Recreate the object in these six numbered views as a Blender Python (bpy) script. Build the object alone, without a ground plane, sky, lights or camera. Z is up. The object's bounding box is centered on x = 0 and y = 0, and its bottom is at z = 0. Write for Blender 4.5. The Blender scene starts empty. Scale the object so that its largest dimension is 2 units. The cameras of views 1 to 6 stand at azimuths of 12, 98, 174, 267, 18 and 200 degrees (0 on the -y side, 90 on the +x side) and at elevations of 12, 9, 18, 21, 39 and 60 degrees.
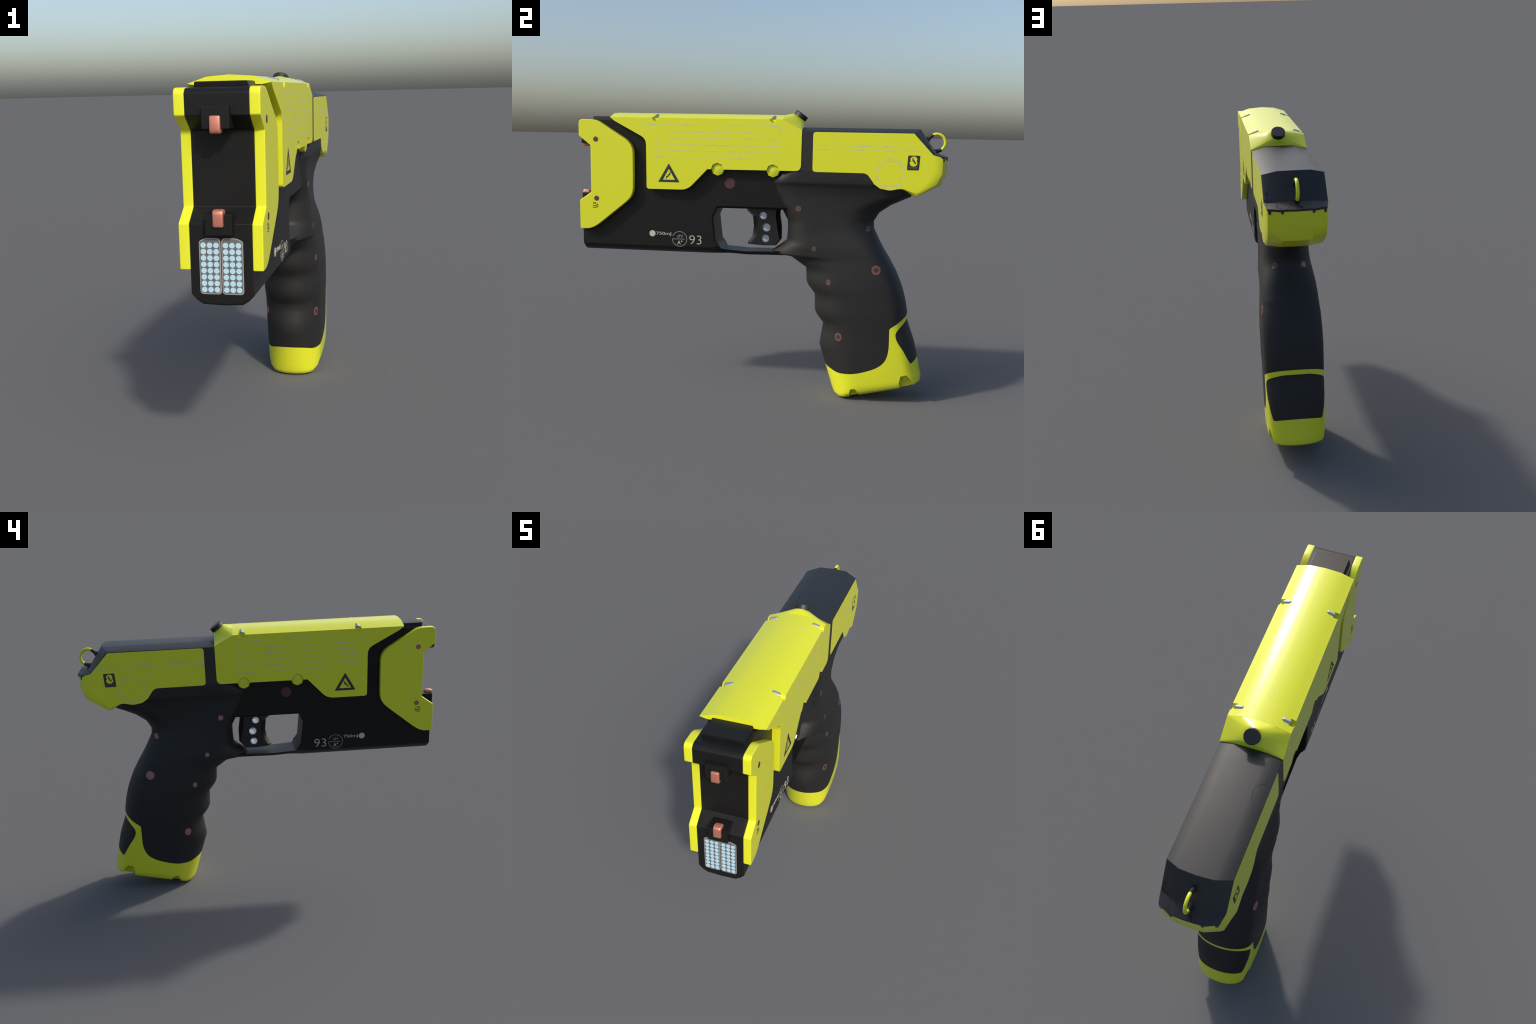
# Yellow and black hand-held stun gun, built part by part.
# Side profiles are given as (y, z) points: the muzzle points to -y, x is the thickness.
import bpy, bmesh, math, random
from mathutils import Vector
from mathutils.bvhtree import BVHTree
from mathutils.interpolate import poly_3d_calc

random.seed(7)
COLL = bpy.context.scene.collection

# ------------------------------------------------------------------ materials
def new_mat(name):
    m = bpy.data.materials.new(name)
    m.use_nodes = True
    nt = m.node_tree
    return m, nt, nt.nodes["Principled BSDF"]

def math_node(nt, op, a, b=None, c=None):
    n = nt.nodes.new("ShaderNodeMath")
    n.operation = op
    for i, v in enumerate((a, b, c)):
        if v is None:
            continue
        if isinstance(v, (int, float)):
            n.inputs[i].default_value = v
        else:
            nt.links.new(v, n.inputs[i])
    return n.outputs[0]

def noise_node(nt, vec, scale, detail=2.0, rough=0.5):
    n = nt.nodes.new("ShaderNodeTexNoise")
    n.inputs["Scale"].default_value = scale
    n.inputs["Detail"].default_value = detail
    n.inputs["Roughness"].default_value = rough
    if vec is not None:
        nt.links.new(vec, n.inputs["Vector"])
    return n.outputs[0]

def map_node(nt, vec, scale=(1, 1, 1), rot=(0, 0, 0), loc=(0, 0, 0)):
    n = nt.nodes.new("ShaderNodeMapping")
    n.inputs["Scale"].default_value = scale
    n.inputs["Rotation"].default_value = rot
    n.inputs["Location"].default_value = loc
    nt.links.new(vec, n.inputs["Vector"])
    return n.outputs[0]

def step_node(nt, val, lo, hi):
    n = nt.nodes.new("ShaderNodeMapRange")
    n.interpolation_type = "SMOOTHSTEP"
    n.inputs["From Min"].default_value = lo
    n.inputs["From Max"].default_value = hi
    nt.links.new(val, n.inputs["Value"])
    return n.outputs[0]

def mix_node(nt, fac, a, b):
    n = nt.nodes.new("ShaderNodeMix")
    n.data_type = "RGBA"
    ins = [s for s in n.inputs if s.type == "RGBA"]
    nt.links.new(fac, n.inputs[0])
    for s, v in zip(ins, (a, b)):
        if isinstance(v, tuple):
            s.default_value = (*v, 1)
        else:
            nt.links.new(v, s)
    return [o for o in n.outputs if o.type == "RGBA"][0]

def plain(name, col, rough=0.5, metal=0.0, spec=0.5):
    m, nt, b = new_mat(name)
    b.inputs["Base Color"].default_value = (*col, 1)
    b.inputs["Roughness"].default_value = rough
    b.inputs["Metallic"].default_value = metal
    b.inputs["Specular IOR Level"].default_value = spec
    return m

def paint(name, slots=(), rings=(), bands=(), base=(0.675, 0.705, 0.0245)):
    """Yellow lacquer with scratches; moulded lines (slots, rings, bands) whose paint is rubbed off."""
    m, nt, b = new_mat(name)
    tc = nt.nodes.new("ShaderNodeTexCoord").outputs["Object"]
    sep = nt.nodes.new("ShaderNodeSeparateXYZ")
    nt.links.new(tc, sep.inputs[0])
    X, Y, Z = sep.outputs
    line = None
    def add(mask):
        nonlocal line
        line = mask if line is None else math_node(nt, "MAXIMUM", line, mask)
    for y0, y1, zc, r in slots:                       # stadium outlines
        q = math_node(nt, "SUBTRACT", Y, math_node(nt, "MINIMUM", math_node(nt, "MAXIMUM", Y, y0 + r), y1 - r))
        w = math_node(nt, "SUBTRACT", Z, zc)
        d = math_node(nt, "SQRT", math_node(nt, "ADD", math_node(nt, "MULTIPLY", q, q), math_node(nt, "MULTIPLY", w, w)))
        d = math_node(nt, "ABSOLUTE", math_node(nt, "SUBTRACT", d, r))
        add(step_node(nt, d, 0.0036, 0.0014))
    for yc, zc, r in rings:
        q = math_node(nt, "SUBTRACT", Y, yc)
        w = math_node(nt, "SUBTRACT", Z, zc)
        d = math_node(nt, "SQRT", math_node(nt, "ADD", math_node(nt, "MULTIPLY", q, q), math_node(nt, "MULTIPLY", w, w)))
        d = math_node(nt, "ABSOLUTE", math_node(nt, "SUBTRACT", d, r))
        add(step_node(nt, d, 0.0034, 0.0012))
    for zc in bands:
        d = math_node(nt, "ABSOLUTE", math_node(nt, "SUBTRACT", Z, zc))
        add(step_node(nt, d, 0.0034, 0.0012))
    # rubbed patches along the lines
    patch = step_node(nt, noise_node(nt, map_node(nt, tc, (1, 1.0, 3.0)), 11.0, 4.0, 0.62), 0.46, 0.60)
    grain = step_node(nt, noise_node(nt, tc, 150.0, 2.0), 0.36, 0.56)
    # fine diagonal scratches and small chips, everywhere
    scr = noise_node(nt, map_node(nt, map_node(nt, tc, rot=(0.72, 0, 0)), (30, 9, 150)), 1.0, 3.0, 0.6)
    scr2 = noise_node(nt, map_node(nt, map_node(nt, tc, rot=(-1.05, 0.2, 0.5)), (40, 10, 140)), 1.0, 3.0, 0.6)
    area = step_node(nt, noise_node(nt, tc, 7.0, 2.0), 0.50, 0.62)
    s1 = math_node(nt, "MAXIMUM", step_node(nt, scr, 0.640, 0.700), step_node(nt, scr2, 0.650, 0.710))
    chips = step_node(nt, noise_node(nt, map_node(nt, tc, (1, 1.2, 1)), 75.0, 3.0, 0.6), 0.70, 0.75)
    wear = math_node(nt, "MULTIPLY", math_node(nt, "MAXIMUM", s1, chips), math_node(nt, "MULTIPLY_ADD", area, 0.36, 0.07))
    if line is not None:
        side = step_node(nt, math_node(nt, "ABSOLUTE", X), 0.136, 0.139)
        amount = math_node(nt, "MULTIPLY", grain, math_node(nt, "MULTIPLY_ADD", patch, 0.80, 0.24))
        wear = math_node(nt, "MAXIMUM", wear, math_node(nt, "MULTIPLY", side, math_node(nt, "MULTIPLY", line, amount)))
    tone = noise_node(nt, tc, 5.0, 3.0)
    c0 = mix_node(nt, tone, tuple(v * 0.995 for v in base), tuple(min(v * 1.005, 0.9) for v in base))
    col = mix_node(nt, wear, c0, (0.44, 0.45, 0.47))
    nt.links.new(col, b.inputs["Base Color"])
    nt.links.new(math_node(nt, "MULTIPLY_ADD", wear, 0.2, 0.275), b.inputs["Roughness"])
    return m

def dark(name, col, rough, smudge=0.35, bump=0.0, spec=0.5, veins=False):
    m, nt, b = new_mat(name)
    b.inputs["Specular IOR Level"].default_value = spec
    tc = nt.nodes.new("ShaderNodeTexCoord").outputs["Object"]
    n1 = noise_node(nt, tc, 7.0, 4.0, 0.6)
    scuff = step_node(nt, noise_node(nt, map_node(nt, tc, (14, 14, 14)), 1.0, 6.0, 0.72), 0.66, 0.72)
    c0 = mix_node(nt, n1, tuple(v * (1 - smudge * 0.4) for v in col), tuple(v * (1 + smudge * 0.4) for v in col))
    c1 = mix_node(nt, math_node(nt, "MULTIPLY", scuff, 0.35), c0, tuple(v * 0.35 for v in col))
    nt.links.new(c1, b.inputs["Base Color"])
    rg = math_node(nt, "MULTIPLY_ADD", n1, 0.14, rough - 0.07)
    if veins:                                            # hair scratches that dull the sheen
        v = noise_node(nt, map_node(nt, tc, (1, 0.7, 1)), 6.0, 3.5, 0.55)
        v = step_node(nt, math_node(nt, "ABSOLUTE", math_node(nt, "SUBTRACT", v, 0.5)), 0.010, 0.003)
        v = math_node(nt, "MULTIPLY", v, step_node(nt, noise_node(nt, tc, 5.0, 2.0), 0.56, 0.62))
        rg = math_node(nt, "MULTIPLY_ADD", v, 0.35, rg)
        nt.links.new(math_node(nt, "MULTIPLY_ADD", v, -0.22, spec), b.inputs["Specular IOR Level"])
    nt.links.new(rg, b.inputs["Roughness"])
    if bump:
        bn = nt.nodes.new("ShaderNodeBump")
        bn.inputs["Strength"].default_value = bump
        bn.inputs["Distance"].default_value = 0.002
        nt.links.new(noise_node(nt, tc, 240.0, 2.0), bn.inputs["Height"])
        nt.links.new(bn.outputs[0], b.inputs["Normal"])
    return m

def spot(name, rim, core, r0, r1):
    """Round inlay coloured from its centre outwards (object origin = centre of the disc)."""
    m, nt, b = new_mat(name)
    tc = nt.nodes.new("ShaderNodeTexCoord").outputs["Object"]
    ln = nt.nodes.new("ShaderNodeVectorMath"); ln.operation = "LENGTH"
    nt.links.new(tc, ln.inputs[0])
    f = step_node(nt, ln.outputs["Value"], r0, r1)
    n = noise_node(nt, tc, 90.0, 3.0)
    col = mix_node(nt, f, core, rim)
    col = mix_node(nt, math_node(nt, "MULTIPLY", n, 0.35), col, tuple(v * 0.5 for v in core))
    nt.links.new(col, b.inputs["Base Color"])
    b.inputs["Roughness"].default_value = 0.55
    return m

SLOTS = [(-0.584, 0.135, 1.4500, 0.0180), (-0.532, 0.135, 1.3815, 0.0177), (-0.532, 0.135, 1.3135, 0.0177)]
M_SHROUD = paint("shroud_paint", slots=SLOTS)
M_COVER = paint("cover_paint", rings=[(0.7095, 1.236, 0.0755), (0.7095, 1.236, 0.0655)], bands=[1.3735, 1.3540])
M_YELLOW = paint("yellow_paint")
M_FRAME = dark("frame_black", (0.0095, 0.0095, 0.0095), 0.42, spec=0.22)
M_TOP = dark("slide_black", (0.015, 0.015, 0.015), 0.47, spec=0.5, veins=True)
M_GRIP = dark("grip_rubber", (0.0165, 0.0164, 0.0162), 0.58, 0.25, 0.03, 0.33)
M_TRIG = dark("trigger_black", (0.0095, 0.0095, 0.0095), 0.36)
M_INK = plain("black_print", (0.022, 0.022, 0.026), 0.5)
M_EMBOSS = plain("embossed_rubber", (0.0135, 0.0135, 0.0135), 0.58)
M_PRINT = plain("pale_print", (0.50, 0.475, 0.40), 0.55)
M_PRINT_DIM = plain("dim_print", (0.26, 0.25, 0.215), 0.55)
M_OLIVE = plain("olive_print", (0.13, 0.13, 0.035), 0.5)
M_HOLE_SHEEN = plain("hole_wall_sheen", (0.62, 0.64, 0.68), 0.28, 0.9)
M_PIN = plain("pin_steel", (0.40, 0.42, 0.46), 0.35, 0.6)  # base colour tinted blue-grey for the sky mirrored in the pins
M_COPPER = dark("copper", (0.70, 0.265, 0.190), 0.34, 0.7)
M_COPPER.node_tree.nodes["Principled BSDF"].inputs["Metallic"].default_value = 0.6
M_BEZEL = plain("lamp_bezel", (0.30, 0.29, 0.285), 0.45)
M_LAMP = plain("lamp_tray", (0.125, 0.125, 0.13), 0.4)
M_LED = plain("led_lens", (0.40, 0.60, 0.70), 0.3)
M_DOT = spot("inlay_rust", (0.150, 0.066, 0.054), (0.075, 0.036, 0.031), 0.004, 0.015)
M_DOT_RING = spot("inlay_rust_ring", (0.165, 0.070, 0.057), (0.030, 0.020, 0.019), 0.0070, 0.0185)
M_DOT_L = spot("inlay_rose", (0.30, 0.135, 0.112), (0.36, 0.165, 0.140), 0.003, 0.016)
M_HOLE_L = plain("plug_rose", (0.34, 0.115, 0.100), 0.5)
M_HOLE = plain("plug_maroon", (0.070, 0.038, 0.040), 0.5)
M_RED = plain("red_ring", (0.105, 0.011, 0.013), 0.5)
M_RED_IN = plain("red_ring_centre", (0.048, 0.030, 0.030), 0.5)
M_CAP = plain("button_black", (0.016, 0.016, 0.017), 0.5)

# ------------------------------------------------------------------ mesh helpers
ROOT = bpy.data.objects.new("stun_gun", None)
COLL.objects.link(ROOT)
ROOT["label"] = "yellow and black stun pistol with black rubber grip"
ROOT["category"] = "stun gun"

def put(name, me, mat=None, parent=ROOT, loc=None):
    ob = bpy.data.objects.new(name, me)
    COLL.objects.link(ob)
    ob.parent = parent
    if mat is not None and not me.materials:
        me.materials.append(mat)
    if loc is not None:
        ob.location = loc
    return ob

def smooth(me, angle=35):
    me.shade_smooth()
    me.set_sharp_from_angle(angle=math.radians(angle))

def weigh(ob):
    """Flat faces keep flat shading up to their bevels."""
    m = ob.modifiers.new("weigh", "WEIGHTED_NORMAL")
    m.keep_sharp = True
    m.weight = 60
    return apply_mods(ob)

def from_bm(bm, name):
    bmesh.ops.recalc_face_normals(bm, faces=bm.faces)
    me = bpy.data.meshes.new(name)
    bm.to_mesh(me)
    bm.free()
    return me

def layers_bm(rows, xs):
    """Solid through matching (y, z) outlines at successive x positions."""
    bm = bmesh.new()
    vr = [[bm.verts.new((x, y, z)) for y, z in row] for x, row in zip(xs, rows)]
    n = len(rows[0])
    for a, b in zip(vr, vr[1:]):
        for i in range(n):
            j = (i + 1) % n
            bm.faces.new((a[i], a[j], b[j], b[i]))
    bm.faces.new(vr[0])
    bm.faces.new(vr[-1][::-1])
    return bm

def prism_bm(poly, x0, x1):
    return layers_bm([poly, poly], [x0, x1])

def rounded(poly, radii, seg=3):
    """Fillet the corners of a closed outline; radii: {index: radius}."""
    out, n = [], len(poly)
    for i, p in enumerate(poly):
        r = radii.get(i, 0)
        if not r:
            out.append(p)
            continue
        p = Vector(p); a = Vector(poly[i - 1]) - p; b = Vector(poly[(i + 1) % n]) - p
        ra = min(r, a.length * 0.49); rb = min(r, b.length * 0.49)
        s, e = p + a.normalized() * ra, p + b.normalized() * rb
        for k in range(seg + 1):
            t = k / seg
            q = s * (1 - t) ** 2 + p * (2 * t * (1 - t)) + e * t * t
            out.append((q.x, q.y))
    return out

def apply_mods(ob):
    dg = bpy.context.evaluated_depsgraph_get()
    dg.update()
    me = bpy.data.meshes.new_from_object(ob.evaluated_get(dg))
    old = ob.data
    ob.modifiers.clear()
    ob.data = me
    bpy.data.meshes.remove(old)
    return ob

def boolean(ob, cutters, op="DIFFERENCE"):
    tmp = []
    for bm in cutters:
        c = put("cutter", from_bm(bm, "cutter"), None, None)
        m = ob.modifiers.new("cut", "BOOLEAN")
        m.operation = op
        m.solver = "EXACT"
        m.object = c
        tmp.append(c)
    apply_mods(ob)
    for c in tmp:
        me = c.data
        bpy.data.objects.remove(c)
        bpy.data.meshes.remove(me)
    return ob

def bevel(ob, width, seg=2, angle=30):
    m = ob.modifiers.new("bevel", "BEVEL")
    m.width = width
    m.segments = seg
    m.limit_method = "ANGLE"
    m.angle_limit = math.radians(angle)
    m.harden_normals = False
    return apply_mods(ob)

def ngon(yc, zc, r, n=8, turn=0.0):
    return [(yc + r * math.cos(turn + 2 * math.pi * i / n), zc + r * math.sin(turn + 2 * math.pi * i / n)) for i in range(n)]

def box_bm(x0, x1, y0, y1, z0, z1):
    return prism_bm([(y0, z0), (y1, z0), (y1, z1), (y0, z1)], x0, x1)

def mirrored(poly_bm_fn, name, mat, bev=0.0, seg=2, parent=ROOT, ang=35):
    """The same part on the right (+x) and on the left (-x) side."""
    obs = []
    for s in (1, -1):
        ob = put(name, from_bm(poly_bm_fn(s), name), mat, parent)
        if bev:
            bevel(ob, bev, seg)
        smooth(ob.data, ang)
        weigh(ob)
        obs.append(ob)
    return obs

def tube(name, pts, rad, mat, parent, n=12):
    cu = bpy.data.curves.new(name, "CURVE")
    cu.dimensions = "3D"
    sp = cu.splines.new("POLY")
    sp.points.add(len(pts) - 1)
    for p, (q, r) in zip(sp.points, zip(pts, rad)):
        p.co = (*q, 1)
        p.radius = r
    cu.bevel_depth = 1.0
    cu.bevel_resolution = 3
    cu.use_fill_caps = True
    tmp = bpy.data.objects.new(name, cu)
    COLL.objects.link(tmp)
    me = bpy.data.meshes.new_from_object(tmp.evaluated_get(bpy.context.evaluated_depsgraph_get()))
    bpy.data.objects.remove(tmp)
    ob = put(name, me, mat, parent)
    smooth(me, 50)
    return ob

# ------------------------------------------------------------------ front plates
plate_poly = rounded(
    [(-0.9650, 1.491), (-0.867, 1.491), (-0.662, 1.364), (-0.662, 1.083), (-0.893, 0.898), (-0.9650, 0.898),
     (-0.9650, 1.054), (-0.900, 1.100), (-0.900, 1.352), (-0.9650, 1.403)],
    {0: 0.025, 1: 0.030, 2: 0.050, 3: 0.050, 4: 0.055}, 4)
plates = mirrored(lambda s: prism_bm(plate_poly, s * 0.106, s * 0.1425), "front_plate", M_YELLOW, 0.0045, 2)

# ------------------------------------------------------------------ frame (dark lower body and muzzle block)
def frame_bottom(x):
    return {0.107: 0.036, 0.090: 0.018, 0.067: 0.003, 0.0: 0.0}[round(abs(x), 3)]
def frame_row(x):
    d = frame_bottom(x)
    g = {0.107: 0.062, 0.090: 0.044, 0.067: 0.012, 0.0: 0.0}[round(abs(x), 3)]      # slimmer trigger guard
    return [(-0.9615, 0.782 + d), (-0.955, 0.776 + d), (-0.240, 0.774 + d), (-0.150, 0.770 + g), (-0.050, 0.765 + g), (0.215, 0.769 + g),
            (0.215, 1.10), (0.215, 1.400), (0.13, 1.486), (-0.935, 1.490), (-0.950, 1.486), (-0.9630, 1.473),
            (-0.9630, 1.402), (-0.899, 1.351), (-0.899, 1.101), (-0.9615, 1.053)]
fx = [-0.107, -0.090, -0.067, 0.0, 0.067, 0.090, 0.107]
frame = put("frame", from_bm(layers_bm([frame_row(x) for x in fx], fx), "frame"), M_FRAME)
opening = [(-0.205, 1.029), (-0.228, 0.980), (-0.215, 0.850), (-0.182, 0.803), (-0.050, 0.794), (0.090, 0.797),
           (0.260, 0.810), (0.260, 1.029)]
flare = [(-0.206, 1.041), (-0.236, 0.983), (-0.223, 0.848), (-0.184, 0.799), (-0.050, 0.794), (0.090, 0.797),
         (0.260, 0.810), (0.260, 1.041)]
cuts = [prism_bm(opening, -0.2, 0.2)]
for s in (1, -1):
    cuts.append(layers_bm([opening, flare], [s * 0.095, s * 0.109]))
# recesses of the two electrode blocks
boolean(frame, cuts)
bevel(frame, 0.004, 2, 40)
smooth(frame.data, 40)
weigh(frame)

# raised rail between the plates, running under the shroud
rail = layers_bm([[(-0.898, 1.480), (-0.60, 1.480), (-0.60, 1.509), (-0.902, 1.509)]] * 2, [-0.088, 0.088])
for v in rail.verts:
    if v.co.z < 1.49:
        v.co.x *= 1.09
rail_ob = put("top_rail", from_bm(rail, "top_rail"), M_FRAME)
bevel(rail_ob, 0.004, 2); smooth(rail_ob.data); weigh(rail_ob)

# ------------------------------------------------------------------ shroud (yellow upper housing)
def arc_z(x):
    x = abs(x)
    return 1.531 - 0.0055 * x / 0.078 if x < 0.078 else 1.5255 - 0.0215 * (x - 0.078) / 0.067
side_poly = rounded(
    [(-0.786, 1.504), (-0.761, 1.484), (-0.588, 1.393), (-0.586, 1.126), (-0.362, 1.126), (-0.254, 1.238),
     (0.246, 1.239), (0.248, 1.450), (0.146, 1.504)],
    {2: 0.032, 3: 0.015, 4: 0.035, 6: 0.030}, 4)
shroud = put("shroud", from_bm(prism_bm(side_poly, 0.1065, 0.145), "shroud"), M_SHROUD)
cap_x = [-0.145, -0.112, -0.078, -0.039, 0.0, 0.039, 0.078, 0.112, 0.145]
def cap_row(x):
    return [(-0.786, 1.4965 if abs(x) < 0.14 else 1.5030), (-0.786, arc_z(x)), (0.147, arc_z(x)), (0.147, 1.4965 if abs(x) < 0.14 else 1.5030)]
boolean(shroud, [prism_bm(side_poly, -0.145, -0.1065), layers_bm([cap_row(x) for x in cap_x], cap_x)], "UNION")
pockets, PEGS, BOLTS = [], [(-0.536, 1.506), (0.097, 1.506)], [(-0.199, 1.239), (0.098, 1.237)]
for s in (1, -1):
    for y, z in PEGS:
        pockets.append(prism_bm(ngon(y, z - 0.001, 0.0190, 8, math.pi / 8), s * 0.122, s * 0.17))
    for y, z in BOLTS:
        pockets.append(prism_bm(ngon(y, z, 0.0345, 8, 0.0), s * 0.128, s * 0.17))
boolean(shroud, pockets)
bevel(shroud, 0.0018, 2, 50)
smooth(shroud.data, 40)
weigh(shroud)

def cone_bm(prof, yc, zc, s, n=8, turn=0.0):
    """Turned part on an x axis: prof = [(x, radius), ...]."""
    rows = [[(yc + r * math.cos(turn + 2 * math.pi * i / n), zc + r * math.sin(turn + 2 * math.pi * i / n)) for i in range(n)] for _, r in prof]
    return layers_bm(rows, [s * x for x, _ in prof])
for s in (1, -1):
    for y, z in BOLTS:
        ob = put("bolt", from_bm(cone_bm([(0.105, 0.0345), (0.1315, 0.0345), (0.1355, 0.022), (0.1375, 0.004)], y, z, s), "bolt"), M_YELLOW, shroud)
        smooth(ob.data, 25)
    for y, z in PEGS:                                   # steel pins lying along the slope of the roof
        path = [(s * x, y, arc_z(x) - 0.0050) for x in (0.0865, 0.0880, 0.0910, 0.0950, 0.1232)]
        tube("pin", path, [0.0058, 0.0076, 0.0096, 0.0110, 0.0116], M_PIN, shroud)

# button mount: blends the round button seat into the sloping rear end of the shroud
axis = Vector((0, 0.577, 0.817))
side_dir, up_dir = Vector((1, 0, 0)), Vector((0, -0.817, 0.577))
seat_c = Vector((0, 0.2215, 1.5185))
bm = bmesh.new()
NB, SEATR = 48, 0.0375
def outer_pt(t):
    """Closed border of the mount: top arc, right slope, bottom arc on the slide, left slope; t in 0..1 from the right top corner."""
    t = (t % 1.0) * 4
    k, f = int(t), t - int(t)
    hw = 0.1448
    if k == 0:
        x = hw - 2 * hw * f
        return Vector((x, 0.146, arc_z(x)))
    if k == 1:
        return Vector((-hw, 0.146 + 0.103 * f, 1.504 - 0.054 * f))
    if k == 2:
        x = -hw + 2 * hw * f
        return Vector((x, 0.249, 1.450 + 0.0185 * (1 - (abs(x) / hw) ** 2.4)))
    return Vector((hw, 0.249 - 0.103 * f, 1.450 + 0.054 * f))
loops = []
for ring, (u, lift) in enumerate([(0.0, 0), (0.22, 0), (0.5, 0), (0.8, 0), (1.0, 0)]):
    row = []
    for i in range(NB):
        t = i / NB
        o = outer_pt(t)
        a = math.pi * 0.25 + 2 * math.pi * t
        s0 = seat_c + side_dir * SEATR * math.cos(a) + up_dir * SEATR * math.sin(a)
        p = s0.lerp(o, u)
        # steep close to the seat, flat further out: concave flank
        sag = -0.004 * math.sin(math.pi * u) * (1 - 0.35 * u) * max(0.0, 1 - max(0, math.sin(a)) * 1.0)
        p = p + axis * sag
        row.append(bm.verts.new(p))
    loops.append(row)
for a, b in zip(loops, loops[1:]):
    for i in range(NB):
        j = (i + 1) % NB
        bm.faces.new((a[i], a[j], b[j], b[i]))
bm.faces.new(loops[0])
skirt = [bm.verts.new(v.co + Vector((0, -0.004, -0.03))) for v in loops[-1]]
for i in range(NB):
    j = (i + 1) % NB
    bm.faces.new((loops[-1][i], loops[-1][j], skirt[j], skirt[i]))
mount = put("button_mount", from_bm(bm, "button_mount"), M_SHROUD, shroud)
smooth(mount.data, 40)

bm = bmesh.new()
rows = []
for h, r in ((-0.012, 0.036), (0.022, 0.0370), (0.0250, 0.0345)):
    rows.append([bm.verts.new(seat_c + axis * h + side_dir * r * math.cos(2 * math.pi * i / 12) + up_dir * r * math.sin(2 * math.pi * i / 12)) for i in range(12)])
for a, b in zip(rows, rows[1:]):
    for i in range(12):
        bm.faces.new((a[i], a[(i + 1) % 12], b[(i + 1) % 12], b[i]))
bm.faces.new(rows[0][::-1]); bm.faces.new(rows[-1])
button = put("button", from_bm(bm, "button"), M_CAP)
smooth(button.data, 40)

# ------------------------------------------------------------------ slide (dark) and rear cover (yellow)
SX = [-0.1422, -0.131, -0.076, 0.0, 0.076, 0.131, 0.1422]
def key(x, table):
    return table[round(abs(x), 4)]
def slide_row(x):
    zt = key(x, {0.1422: 1.4460, 0.131: 1.4490, 0.076: 1.4655, 0.0: 1.4670})
    yt = key(x, {0.1422: 0.8265, 0.131: 0.8315, 0.076: 0.8570, 0.0: 0.8620})
    ym = key(x, {0.1422: 0.9230, 0.131: 0.9270, 0.076: 0.9420, 0.0: 0.9450})
    yr = key(x, {0.1422: 0.9280, 0.131: 0.9750, 0.076: 1.0000, 0.0: 1.0035})
    zm = key(x, {0.1422: 1.3390, 0.131: 1.3395, 0.076: 1.3455, 0.0: 1.3480})
    zr = 1.3370 if abs(x) > 0.14 else 1.3265
    return [(0.200, zt), (yt, zt), (ym, zm), (yr, zr), (yr, zr - 0.0095), (yr - 0.03, 1.300), (0.89, 1.25), (0.62, 1.236), (0.200, 1.2365)]
slide = put("slide", from_bm(layers_bm([slide_row(x) for x in SX], SX), "slide"), M_TOP)
bevel(slide, 0.002, 2, 28)
smooth(slide.data, 28)
weigh(slide)

CX = [-0.1430, -0.1310, -0.066, 0.0, 0.066, 0.1310, 0.1430]
def cover_row(x):
    yr = key(x, {0.1430: 0.9290, 0.131: 0.9740, 0.066: 1.0000, 0.0: 1.0020})
    up = key(x, {0.1430: 0.0300, 0.131: 0.0105, 0.066: 0.0, 0.0: -0.001})
    edge = abs(x) > 0.14
    return rounded([(0.3065, 1.4430), (0.823, 1.4430), (0.9225, 1.3365), (yr, 1.3330 if edge else 1.3225),
                    (yr, 1.2400 + up * 0.2), (yr - 0.024, 1.1790 + up * 0.7), (0.846, 1.1110 + up), (0.826, 1.1235 + up * 0.6),
                    (0.772, 1.1590 + up * 0.1), (0.712, 1.1470 + up * 0.05), (0.660, 1.1580), (0.629, 1.1800), (0.590, 1.2350), (0.3065, 1.2360)],
                   {0: 0.016, 8: 0.022, 9: 0.012, 12: 0.022, 13: 0.018}, 3)
cover = put("rear_cover", from_bm(layers_bm([cover_row(x) for x in CX], CX), "rear_cover"), M_COVER)
bevel(cover, 0.0018, 2, 40)
smooth(cover.data, 42)
weigh(cover)

# dark tabs hanging from the slide's rear lip over the cover
for x, w, h in ((0.122, 0.012, 0.020), (-0.122, 0.012, 0.020), (0.068, 0.011, 0.015), (-0.068, 0.011, 0.015)):
    yb = 0.9785 if abs(x) > 0.1 else 0.9995
    bmt = bmesh.new()
    pts = [(-w * 0.6, 0.004), (w * 0.6, 0.004), (w * 0.45, -h * 0.7), (w * 0.25, -h), (-w * 0.25, -h), (-w * 0.45, -h * 0.7)]
    slope = 0.42 if abs(x) > 0.1 else 0.07
    f0 = [bmt.verts.new((x + a, yb - 0.006 - slope * (abs(x + a) - abs(x)), 1.3215 + b)) for a, b in pts]
    f1 = [bmt.verts.new((x + a, yb + 0.003 - slope * (abs(x + a) - abs(x)), 1.3215 + b)) for a, b in pts]
    bmt.faces.new(f0); bmt.faces.new(f1[::-1])
    for i in range(6):
        bmt.faces.new((f0[i], f0[(i + 1) % 6], f1[(i + 1) % 6], f1[i]))
    put("slide_tab", from_bm(bmt, "slide_tab"), M_TOP, slide)

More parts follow.
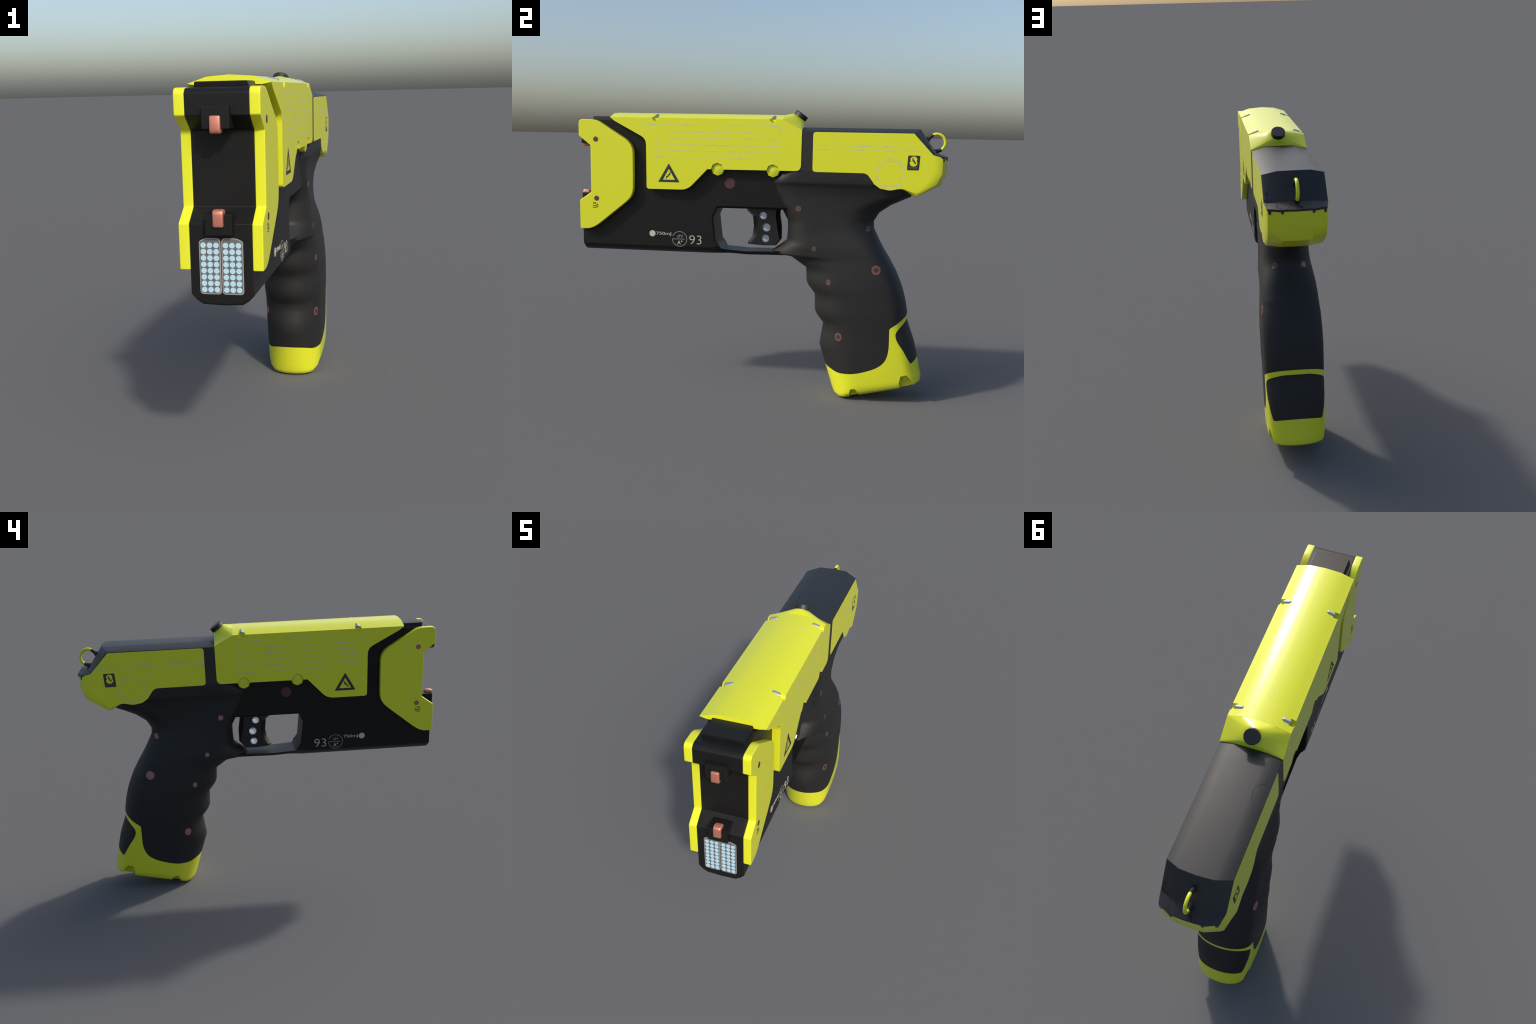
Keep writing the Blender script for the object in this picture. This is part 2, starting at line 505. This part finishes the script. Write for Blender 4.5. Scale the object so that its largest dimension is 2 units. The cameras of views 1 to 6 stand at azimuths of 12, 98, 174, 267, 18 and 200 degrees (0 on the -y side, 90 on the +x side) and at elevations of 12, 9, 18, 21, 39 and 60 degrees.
# lanyard ring with two black sleeves
RC, RR, RT = Vector((0, 0.9470, 1.3985)), 0.0445, 0.0082
def ring_pt(deg, r=RR):
    a = math.radians(deg)
    return (0.0, RC.y + r * math.cos(a), RC.z + r * math.sin(a))
arc = [ring_pt(122 - 182 * i / 24) for i in range(25)]
ring = tube("lanyard_ring", arc, [RT] * 25, M_YELLOW, ROOT)
tube("ring_sleeve", [(0, 0.893, 1.405), ring_pt(150, 0.047), ring_pt(132), ring_pt(116)], [0.016, 0.012, 0.0095, 0.0095], M_CAP, ring)
tube("ring_sleeve", [(0, 0.930, 1.350), ring_pt(-96, 0.047), ring_pt(-74), ring_pt(-55)], [0.016, 0.012, 0.0095, 0.0095], M_CAP, ring)

# ------------------------------------------------------------------ grip, base cap, rear pad
# front point, rear point (side view), half width at front end, at rear end, front rounding length, rear rounding length, belly
G = [
    ((0.110, 1.237), (0.835, 1.237), 0.1412, 0.1395, 0.12, 0.06, 0.0),
    ((0.070, 1.196), (0.838, 1.200), 0.1405, 0.1390, 0.11, 0.06, 0.0),
    ((0.066, 1.178), (0.838, 1.176), 0.1390, 0.1370, 0.11, 0.06, 0.0),
    ((0.064, 1.160), (0.836, 1.150), 0.1310, 0.1230, 0.12, 0.07, 0.0),
    ((0.075, 1.120), (0.828, 1.112), 0.1270, 0.1100, 0.12, 0.12, 0.0),
    ((0.092, 1.090), (0.790, 1.094), 0.1270, 0.1060, 0.12, 0.17, 0.0),
    ((0.106, 1.064), (0.724, 1.064), 0.1285, 0.1040, 0.12, 0.18, 0.0),
    ((0.142, 1.020), (0.663, 1.021), 0.1310, 0.1040, 0.115, 0.18, 0.0),
    ((0.170, 0.966), (0.636, 0.975), 0.1330, 0.1080, 0.12, 0.17, 0.0),
    ((0.170, 0.912), (0.638, 0.938), 0.1330, 0.1150, 0.13, 0.165, 0.0),
    ((0.166, 0.860), (0.677, 0.860), 0.1310, 0.1310, 0.15, 0.120, 0.002),
    ((0.132, 0.832), (0.694, 0.830), 0.1270, 0.1350, 0.19, 0.110, 0.005),
    ((0.090, 0.803), (0.714, 0.798), 0.1150, 0.1380, 0.25, 0.105, 0.010),
    ((0.075, 0.787), (0.724, 0.783), 0.1080, 0.1380, 0.27, 0.100, 0.013),
    ((0.185, 0.771), (0.732, 0.768), 0.1120, 0.1380, 0.24, 0.100, 0.013),
    ((0.275, 0.712), (0.767, 0.706), 0.1200, 0.1390, 0.175, 0.092, 0.016),
    ((0.279, 0.637), (0.795, 0.640), 0.1210, 0.1400, 0.175, 0.092, 0.020),
    ((0.290, 0.612), (0.807, 0.606), 0.1210, 0.1400, 0.175, 0.092, 0.021),
    ((0.326, 0.566), (0.821, 0.556), 0.1210, 0.1400, 0.17, 0.092, 0.021),
    ((0.329, 0.477), (0.833, 0.495), 0.1220, 0.1390, 0.175, 0.090, 0.021),
    ((0.340, 0.452), (0.835, 0.470), 0.1220, 0.1385, 0.175, 0.090, 0.021),
    ((0.377, 0.405), (0.837, 0.437), 0.1230, 0.1375, 0.155, 0.088, 0.020),
    ((0.360, 0.284), (0.878, 0.325), 0.1240, 0.1350, 0.19, 0.09, 0.018),
    ((0.388, 0.195), (0.896, 0.250), 0.1260, 0.1330, 0.17, 0.09, 0.017),
    ((0.413, 0.118), (0.909, 0.190), 0.1270, 0.1310, 0.15, 0.09, 0.016),
    ((0.436, 0.044), (0.922, 0.135), 0.1270, 0.1290, 0.13, 0.085, 0.014),
    ((0.4465, 0.0185), (0.922, 0.120), 0.1205, 0.1240, 0.10, 0.08, 0.012),
    ((0.460, 0.0055), (0.902, 0.104), 0.1070, 0.1110, 0.06, 0.07, 0.008),
    ((0.484, 0.000), (0.870, 0.093), 0.0920, 0.0950, 0.035, 0.05, 0.005),
]
def round_end(u):
    """0 at the tip of a rounded end, 1 where it meets the flat flank."""
    u = min(max(u, 0.0), 1.0)
    return (1 - (1 - u) ** 2.15) ** (1 / 2.15)
SS = [0.5 - 0.5 * math.cos(math.pi * i / 32) for i in range(33)]       # denser towards both ends
def grip_ring(sec):
    (fy, fz), (ry, rz), wf, wr, af, ar, belly = sec
    L = math.hypot(ry - fy, rz - fz)
    half = []
    for s in SS:
        w = (wf + (wr - wf) * s + belly * 4 * s * (1 - s)) * round_end(s * L / af) * round_end((1 - s) * L / ar)
        half.append((w, fy + (ry - fy) * s, fz + (rz - fz) * s))
    return [(w, y, z) for w, y, z in half] + [(-w, y, z) for w, y, z in half[-2:0:-1]]
def lerp_sec(a, b, t):
    m = lambda p, q: p + (q - p) * t
    return ((m(a[0][0], b[0][0]), m(a[0][1], b[0][1])), (m(a[1][0], b[1][0]), m(a[1][1], b[1][1])), m(a[2], b[2]), m(a[3], b[3]), m(a[4], b[4]), m(a[5], b[5]), m(a[6], b[6]))
secs = []
for a, b in zip(G, G[1:]):
    for k in range(3):
        secs.append(lerp_sec(a, b, k / 3))
secs.append(G[-1])
bm = bmesh.new()
rings = [[bm.verts.new(p) for p in grip_ring(s)] for s in secs]
for a, b in zip(rings, rings[1:]):
    n = len(a)
    for i in range(n):
        j = (i + 1) % n
        bm.faces.new((a[i], a[j], b[j], b[i]))
bm.faces.new(rings[0]); bm.faces.new(rings[-1][::-1])
bmesh.ops.triangulate(bm, faces=[f for f in bm.faces if len(f.verts) == 4])
whole = put("grip_whole", from_bm(bm, "grip_whole"), None, None)
smooth(whole.data, 50)
tree = BVHTree.FromObject(whole, bpy.context.evaluated_depsgraph_get())

cap_line = rounded([(0.300, 0.200), (0.415, 0.168), (0.470, 0.149), (0.560, 0.153), (0.690, 0.196), (0.740, 0.262), (0.738, 0.416), (0.830, 0.478),
                    (1.10, 0.62), (1.10, -0.2), (0.30, -0.2)], {2: 0.02, 3: 0.05, 4: 0.10, 5: 0.07, 6: 0.010, 7: 0.02}, 5)
pad_line = rounded([(0.828, 0.452), (0.768, 0.398), (0.776, 0.352), (0.812, 0.303), (0.858, 0.222), (0.898, 0.247), (1.10, 0.30), (1.10, 0.60)],
                   {1: 0.036, 2: 0.03, 3: 0.02, 4: 0.010}, 5)
# screw notches in the base cap
NOTCH = [(0.560, 0.045, 0.0245, 0.0), (0.832, 0.128, 0.0330, 0.0)]
def notch_cutters():
    cuts = []
    for s in (1, -1):
        for y, z, r, t in NOTCH:
            tilt = math.atan2(0.094, 0.380)
            c, d = math.cos(tilt), math.sin(tilt)
            base = [(-1.15 * r, -2.6 * r), (-1.0 * r, 0.0 * r), (-0.5 * r, 1.0 * r), (0.45 * r, 1.0 * r), (1.0 * r, 0.0 * r), (1.15 * r, -2.6 * r)]
            poly = [(y + a * c - b * d, z + a * d + b * c) for a, b in base]
            cuts.append(prism_bm(poly, s * 0.076, s * 0.22))
    return cuts

def piece(name, mat, steps, extra=()):
    """A region of the grip body that keeps the whole body's smooth normals."""
    ob = put(name, whole.data.copy(), None)
    for op, lines in steps:
        boolean(ob, [prism_bm(l, -0.3, 0.3) for l in lines], op)
    if extra:
        boolean(ob, extra)
    me, wm = ob.data, whole.data
    me.shade_smooth()
    normals = [None] * len(me.loops)
    for p in me.polygons:
        for li in p.loop_indices:
            co = me.vertices[me.loops[li].vertex_index].co
            hit = tree.find_nearest(co)
            q = hit[0] * 0.97 + p.center * 0.03
            n = p.normal.copy()
            hit = tree.find_nearest(q)
            if hit[0] is not None:
                tri = wm.polygons[hit[2]]
                if len(tri.vertices) == 3:
                    a, b, c = (wm.vertices[v] for v in tri.vertices)
                    w = poly_3d_calc([a.co, b.co, c.co], hit[0])
                    m = (a.normal * w[0] + b.normal * w[1] + c.normal * w[2]).normalized()
                    if m.dot(n) > 0.72 and (hit[0] - q).length < 0.003:
                        n = m
            normals[li] = n
    me.normals_split_custom_set(normals)
    me.materials.clear()
    me.materials.append(mat)
    return ob
grip = piece("grip", M_GRIP, [("DIFFERENCE", [cap_line])])
base_cap = piece("base_cap", M_YELLOW, [("INTERSECT", [cap_line]), ("DIFFERENCE", [pad_line])], notch_cutters())
pad = piece("grip_pad", M_GRIP, [("INTERSECT", [pad_line])])
for s in (1, -1):
    for y, z, r, t in NOTCH:
        ob = put("screw", from_bm(cone_bm([(0.060, r * 0.56), (0.0880, r * 0.56), (0.0915, r * 0.42), (0.0920, r * 0.30)], y + 0.001, z + r * 0.30, s, 10), "screw"), M_YELLOW, base_cap)
        smooth(ob.data, 25)
bpy.data.objects.remove(whole)

# ------------------------------------------------------------------ trigger with three through-holes
trig_mid = [(-0.060, 1.030), (-0.054, 1.010), (-0.024, 0.984), (-0.018, 0.925), (-0.027, 0.870), (-0.052, 0.838), (-0.050, 0.828),
            (0.038, 0.823), (0.108, 0.825), (0.136, 0.860), (0.136, 0.930), (0.126, 0.995), (0.128, 1.030)]
trig_face = [(-0.036, 1.030), (-0.030, 1.012), (0.001, 0.986), (0.011, 0.926), (-0.001, 0.872), (-0.029, 0.838), (-0.024, 0.831),
             (0.038, 0.826), (0.104, 0.828), (0.128, 0.861), (0.115, 0.930), (0.106, 0.994), (0.112, 1.030)]
trigger = put("trigger", from_bm(layers_bm([trig_face, trig_mid, trig_mid, trig_face], [-0.048, -0.012, 0.012, 0.048]), "trigger"), M_TRIG)
TRIGGER_HOLES = [(0.037, 0.9885, 0.0225), (0.056, 0.9245, 0.0240), (0.0515, 0.8640, 0.0225)]
boolean(trigger, [cone_bm([(-0.1, r), (0.1, r)], y, z, 1, 8, math.pi / 8) for y, z, r in TRIGGER_HOLES])
smooth(trigger.data, 35)
for y, z, r in TRIGGER_HOLES:                                   # pale metallic liners modelling the sky sheen on the glossy hole walls
    rad = [(-0.0455, 0.92), (-0.0450, 1.0), (0.0450, 1.0), (0.0455, 0.92), (0.0400, 0.85), (-0.0400, 0.85)]
    bm = bmesh.new()
    rows = [[bm.verts.new((x, y + r * k * math.cos(math.pi / 8 + i * math.pi / 4), z + r * k * math.sin(math.pi / 8 + i * math.pi / 4))) for i in range(8)] for x, k in rad]
    for a, b in zip(rows, rows[1:] + rows[:1]):
        for i in range(8):
            bm.faces.new((a[i], a[(i + 1) % 8], b[(i + 1) % 8], b[i]))
    put("hole_sheen_liner", from_bm(bm, "hole_sheen_liner"), M_HOLE_SHEEN, trigger)

# ------------------------------------------------------------------ electrodes
def bevelled_box(name, mat, parent, b, width, seg=2):
    ob = put(name, from_bm(box_bm(*b), name), mat, parent)
    bevel(ob, width, seg)
    smooth(ob.data, 40)
    weigh(ob)
    return ob
low = bevelled_box("electrode_block", M_FRAME, ROOT, (-0.0455, 0.0455, -0.987, -0.880, 1.019, 1.088), 0.003)
top = bevelled_box("electrode_block", M_FRAME, ROOT, (-0.0455, 0.0455, -0.987, -0.880, 1.360, 1.433), 0.003)
hook_low = rounded([(-0.9965, 1.046), (-0.9965, 1.0985), (-0.986, 1.104), (-0.962, 1.104), (-0.953, 1.096), (-0.953, 1.080), (-0.960, 1.046)], {1: 0.01, 3: 0.01}, 3)
hook_top = [(y, 2.4485 - z) for y, z in hook_low]
for par, poly in ((low, hook_low), (top, hook_top)):
    ob = put("electrode", from_bm(prism_bm(poly, -0.0185, 0.0175), "electrode"), M_COPPER, par)
    bevel(ob, 0.006, 3, 40)
    smooth(ob.data, 50)

# ------------------------------------------------------------------ lamp panels with rows of LEDs
def xz_bm(poly, y0, y1):
    bm = bmesh.new()
    a = [bm.verts.new((x, y0, z)) for x, z in poly]
    b = [bm.verts.new((x, y1, z)) for x, z in poly]
    bm.faces.new(a); bm.faces.new(b[::-1])
    for i in range(len(poly)):
        j = (i + 1) % len(poly)
        bm.faces.new((a[i], a[j], b[j], b[i]))
    return bm
def inset_poly(poly, d):
    cx = sum(p[0] for p in poly) / len(poly); cz = sum(p[1] for p in poly) / len(poly)
    w = max(abs(p[0] - cx) for p in poly); h = max(abs(p[1] - cz) for p in poly)
    return [(cx + (x - cx) * (1 - d / w), cz + (z - cz) * (1 - d / h)) for x, z in poly]
led_me = None
for s in (1, -1):
    outline = [(s * 0.0015, 0.8165), (s * 0.0745, 0.8165), (s * 0.0745, 0.9955), (s * 0.0530, 1.0065), (s * 0.0015, 1.0065)]
    outline = rounded(outline, {0: 0.012, 1: 0.012, 2: 0.006, 3: 0.010, 4: 0.014}, 4)
    panel = put("lamp_panel", from_bm(xz_bm(outline, -0.9635, -0.955), "lamp_panel"), M_BEZEL)
    put("lamp_tray", from_bm(xz_bm(inset_poly(outline, 0.0035), -0.9645, -0.960), "lamp_tray"), M_LAMP, panel)
    for r in range(8):
        for c in range(3):
            if led_me is None:
                circ = [(0.0094 * math.cos(2 * math.pi * i / 20), 0.0094 * math.sin(2 * math.pi * i / 20)) for i in range(20)]
                bm = xz_bm(circ, -0.0014, 0.004)
                led_me = from_bm(bm, "led")
                led_me.materials.append(M_LED)
                smooth(led_me, 40)
            put("led", led_me, None, panel, (s * (0.0160 + 0.0218 * c), -0.9645, 0.8325 + 0.02145 * r))

# ------------------------------------------------------------------ printed marks
TH = 0.0007                                             # thickness of print and inlays
def flat_mark(name, poly, s, x, mat, parent, th=TH):
    return put(name, from_bm(prism_bm(poly, s * (x - 0.002), s * (x + th)), name), mat, parent)
def stroke_poly(pts, w):
    """Outline of a polyline of constant width."""
    L, R = [], []
    for i, p in enumerate(pts):
        p = Vector(p)
        a = (p - Vector(pts[i - 1])).normalized() if i else None
        b = (Vector(pts[i + 1]) - p).normalized() if i < len(pts) - 1 else None
        d = (a or b) if (a is None or b is None) else (a + b).normalized()
        k = 1.0 if (a is None or b is None) else 1 / max(0.5, d.dot(b))
        n = Vector((-d.y, d.x)) * (w * 0.5 * k)
        L.append(tuple(p + n)); R.append(tuple(p - n))
    return L + R[::-1]
def text_mesh(body, size, extrude=0.001, spacing=1.0, offset=0.0):
    cu = bpy.data.curves.new("text", "FONT")
    cu.body = body
    cu.size = size
    cu.align_x = "CENTER"
    cu.align_y = "CENTER"
    cu.extrude = extrude
    cu.space_character = spacing
    cu.offset = offset
    cu.resolution_u = 4
    tmp = bpy.data.objects.new("text", cu)
    COLL.objects.link(tmp)
    bpy.context.view_layer.update()
    me = bpy.data.meshes.new_from_object(tmp.evaluated_get(bpy.context.evaluated_depsgraph_get()))
    bpy.data.objects.remove(tmp)
    return me
def fit_text(body, width, height, s, yc, zc, extrude=0.001, offset=0.0):
    """Text mesh scaled to a box and turned to face the +x or -x side."""
    me = text_mesh(body, 1.0, 1.0, 1.0, offset)
    xs = [v.co.x for v in me.vertices]; ys = [v.co.y for v in me.vertices]
    w, h = max(xs) - min(xs), max(ys) - min(ys)
    cx, cy = (max(xs) + min(xs)) / 2, (max(ys) + min(ys)) / 2
    for v in me.vertices:
        u, t, e = (v.co.x - cx) / w * width, (v.co.y - cy) / h * height, v.co.z * extrude
        v.co = (s * e, yc + s * u, zc + t)
    return me
def side_text(name, body, width, height, s, x, yc, zc, mat, parent, offset=0.0):
    me = fit_text(body, width, height, s, yc, zc, TH, offset)
    for v in me.vertices:
        v.co.x += s * x
    return put(name, me, mat, parent)

for s in (1, -1):
    xf = 0.1072
    # energy dot: serrated disc
    flat_mark("energy_dot", [(-0.566 + (0.0180 if i % 2 else 0.0160) * math.cos(math.pi * i / 18), 0.8795 + (0.0180 if i % 2 else 0.0160) * math.sin(math.pi * i / 18)) for i in range(36)], s, xf, M_PRINT, frame)
    side_text("energy_text", "750mJ", 0.083, 0.0215, s, xf, -0.5025, 0.8785, M_PRINT, frame, 0.0)
    side_text("number_text", "93", 0.068, 0.0480, s, xf, -0.3255, 0.8510, M_PRINT, frame, -0.016)
    # broken circle with a bar
    yc, zc, rr = -0.4135, 0.8535, 0.0405
    a0, a1 = (math.radians(158), math.radians(-180)) if s > 0 else (math.radians(22), math.radians(360))
    arcp = [(yc + rr * math.cos(a0 + (a1 - a0) * i / 40), zc + rr * math.sin(a0 + (a1 - a0) * i / 40)) for i in range(41)]
    flat_mark("seal_ring", stroke_poly(arcp, 0.0030), s, xf, M_PRINT_DIM, frame)
    flat_mark("seal_bar", stroke_poly([(yc - s * rr, zc - 0.0005), (yc + s * 0.028, zc - 0.0005)], 0.0030), s, xf, M_PRINT_DIM, frame)
    side_text("seal_text", "aN", 0.029, 0.0175, s, xf, yc + s * 0.001, zc + 0.0165, M_PRINT_DIM, frame)
    side_text("seal_text", "A\u00b0", 0.029, 0.0215, s, xf, yc + s * 0.001, zc - 0.0195, M_PRINT, frame, 0.01)
    # red target ring
    for r0, m, t in ((0.0285, M_RED_IN, 0.0008), (0.0265, M_RED, 0.0011), (0.0190, M_RED_IN, 0.0014), (0.0055, M_RED, 0.0017)):
        flat_mark("target_ring", ngon(-0.1370, 1.1630, r0, 28), s, xf, m, frame, t)

    # warning triangle with a bolt
    xs_ = 0.1450
    o = [(-0.463, 1.2640), (-0.5215, 1.1645), (-0.4045, 1.1645)]
    i_ = [(-0.463, 1.2360), (-0.4970, 1.1770), (-0.4290, 1.1770)]
    bm = bmesh.new()
    for q in range(3):
        p = (q + 1) % 3
        quad = [o[q], o[p], i_[p], i_[q]]
        f0 = [bm.verts.new((s * (xs_ - 0.002), *c)) for c in quad]
        f1 = [bm.verts.new((s * (xs_ + TH), *c)) for c in quad]
        bm.faces.new(f0); bm.faces.new(f1[::-1])
        for k in range(4):
            bm.faces.new((f0[k], f0[(k + 1) % 4], f1[(k + 1) % 4], f1[k]))
    put("warning_triangle", from_bm(bm, "warning_triangle"), M_INK, shroud)
    bolt = [(0.0065, 0.018), (0.0030, 0.002), (-0.0030, 0.004), (-0.0060, -0.007), (-0.0110, -0.005), (-0.0165, -0.017)]
    bolt = [(-0.4625 + y * 1.0, 1.2010 + z) for y, z in bolt]
    flat_mark("warning_bolt", stroke_poly(bolt, 0.0052), s, xs_, M_INK, shroud)

    # marks on the front plates
    pl = plates[0] if s > 0 else plates[1]
    xp = 0.1425
    for z in (1.3855, 1.0665):
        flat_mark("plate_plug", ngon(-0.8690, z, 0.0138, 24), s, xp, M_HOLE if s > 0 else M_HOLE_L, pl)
    side_text("plate_number", "34", 0.0165, 0.0110, s, xp, -0.8815, 1.0405, M_INK, pl, 0.02)
    for dz in (0.0, -0.0105):
        flat_mark("plate_chevron", stroke_poly([(-0.8910, 1.0275 + dz), (-0.8720, 1.0275 + dz), (-0.8620 + 0.002 * (dz < 0), 1.0365 + dz)], 0.0037), s, xp, M_INK, pl)

    # maker's badge on the rear cover
    xc = 0.1430
    lean = 0.0015
    badge = rounded([(0.7950 + lean, 1.3315), (0.8560 + lean, 1.3315), (0.8545 - lean, 1.2570), (0.7940 - lean, 1.2570)], {0: 0.005, 1: 0.005, 2: 0.005, 3: 0.005}, 3)
    flat_mark("badge", badge, s, xc, M_INK, cover)
    def eight():
        a = [(0.8255 + 0.0175 * math.cos(t), 1.3115 + 0.0155 * math.sin(t)) for t in [math.radians(-42 + 264 * k / 24) for k in range(25)]]
        b = [(0.8250 + 0.0195 * math.cos(t), 1.2925 + 0.0165 * math.sin(t)) for t in [math.radians(132 + 276 * k / 24) for k in range(25)]]
        return a + b
    flat_mark("badge_eight", eight(), s, xc, M_YELLOW, cover, 0.0020)
    zig = [(-0.0045, 0.0185), (-0.0045, 0.0045), (0.0020, 0.0050), (0.0020, -0.0040), (0.0075, -0.0050), (0.0080, -0.0125)]
    flat_mark("badge_bolt", stroke_poly([(0.8255 + s * y * 1.0, 1.3005 + z) for y, z in zig], 0.0047), s, xc, M_INK, cover, 0.0030)
    for k in range(9):
        yk = 0.8030 + 0.0053 * k
        flat_mark("badge_letter", stroke_poly([(yk, 1.2655), (yk + 0.0004, 1.2735)], 0.0026 if k % 2 else 0.0034), s, xc, M_OLIVE, cover, 0.0020)

# ------------------------------------------------------------------ inlays and embossing wrapped on the grip
def drape(me, s, lift):
    """Project a flat (y, z) mesh onto the grip from the side."""
    for v in me.vertices:
        top = v.co.x * s > 0
        hit = tree.ray_cast(Vector((s * 0.5, v.co.y, v.co.z)), Vector((-s, 0, 0)))
        if hit[0] is not None:
            v.co.x = hit[0].x + s * (lift if top else -0.002)
DOTS = [(0.236, 1.040, 0.0150, 0.0150), (0.607, 0.940, 0.0125, 0.0155), (0.325, 0.829, 0.0125, 0.0130),
        (0.656, 0.729, 0.0240, 0.0255), (0.4065, 0.6515, 0.0120, 0.0155), (0.468, 0.3535, 0.0185, 0.0225)]
for s in (1, -1):
    for y, z, ry, rz in DOTS:
        bm = bmesh.new()
        def rings_at(xv):
            rows = []
            for q in (0.33, 0.66, 1.0):
                rows.append([bm.verts.new((xv, y + q * ry * math.cos(2 * math.pi * i / 24), z + q * rz * math.sin(2 * math.pi * i / 24))) for i in range(24)])
            c = bm.verts.new((xv, y, z))
            for i in range(24):
                j = (i + 1) % 24
                bm.faces.new((c, rows[0][i], rows[0][j]))
                for a, b in zip(rows, rows[1:]):
                    bm.faces.new((a[i], b[i], b[j], a[j]))
            return rows[-1]
        r0, r1 = rings_at(s * 0.01), rings_at(-s * 0.01)
        for i in range(24):
            j = (i + 1) % 24
            bm.faces.new((r0[i], r0[j], r1[j], r1[i]))
        bmesh.ops.recalc_face_normals(bm, faces=bm.faces)
        me = bpy.data.meshes.new("sensor_dot"); bm.to_mesh(me); bm.free()
        drape(me, s, 0.0011)
        c = Vector((0, 0, 0))
        for v in me.vertices:
            c += v.co
        c /= len(me.vertices)
        for v in me.vertices:
            v.co -= c
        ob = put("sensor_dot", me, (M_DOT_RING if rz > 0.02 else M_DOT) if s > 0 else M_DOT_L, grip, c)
        smooth(me, 60)
    # moulded notice: frame and four lines of letters
    yc = 0.578
    rect = rounded([(0.464, 0.636), (0.694, 0.640), (0.698, 0.434), (0.468, 0.429)], {0: 0.02, 1: 0.02, 2: 0.02, 3: 0.02}, 5)
    def resample(pts, n):
        out = []
        for a, b in zip(pts, pts[1:] + pts[:1]):
            k = max(1, int(math.hypot(b[0] - a[0], b[1] - a[1]) / 0.012))
            out += [(a[0] + (b[0] - a[0]) * i / k, a[1] + (b[1] - a[1]) * i / k) for i in range(k)]
        return out
    line = resample(rect, 0)
    cyx, czx = sum(p[0] for p in line) / len(line), sum(p[1] for p in line) / len(line)
    bm = bmesh.new()
    vs = []
    for y, z in line:
        d = Vector((y - cyx, z - czx)); d = d / max(abs(d.x) / 0.115, abs(d.y) / 0.103) * 0.026
        vs.append([bm.verts.new((x, y - d.x * k, z - d.y * k)) for x, k in ((s * 0.01, 0), (s * 0.01, 1), (-s * 0.01, 1), (-s * 0.01, 0))])
    for a, b in zip(vs, vs[1:] + vs[:1]):
        for i in range(4):
            bm.faces.new((a[i], a[(i + 1) % 4], b[(i + 1) % 4], b[i]))
    me = from_bm(bm, "notice_frame")
    drape(me, s, 0.0004)
    put("notice_frame", me, M_EMBOSS, grip)
    for body, w, zc in (("PARA USO", 0.135, 0.6125), ("UNICO ASGARD", 0.195, 0.5730), ("FOR ASGARD", 0.150, 0.4935), ("USE ONLY", 0.125, 0.4530)):
        me = fit_text(body, w, 0.025, s, yc, zc, 0.01, 0.008)
        bm = bmesh.new(); bm.from_mesh(me)
        bmesh.ops.triangulate(bm, faces=bm.faces)
        bm.to_mesh(me); bm.free()
        drape(me, s, 0.0005)
        put("notice_text", me, M_EMBOSS, grip)
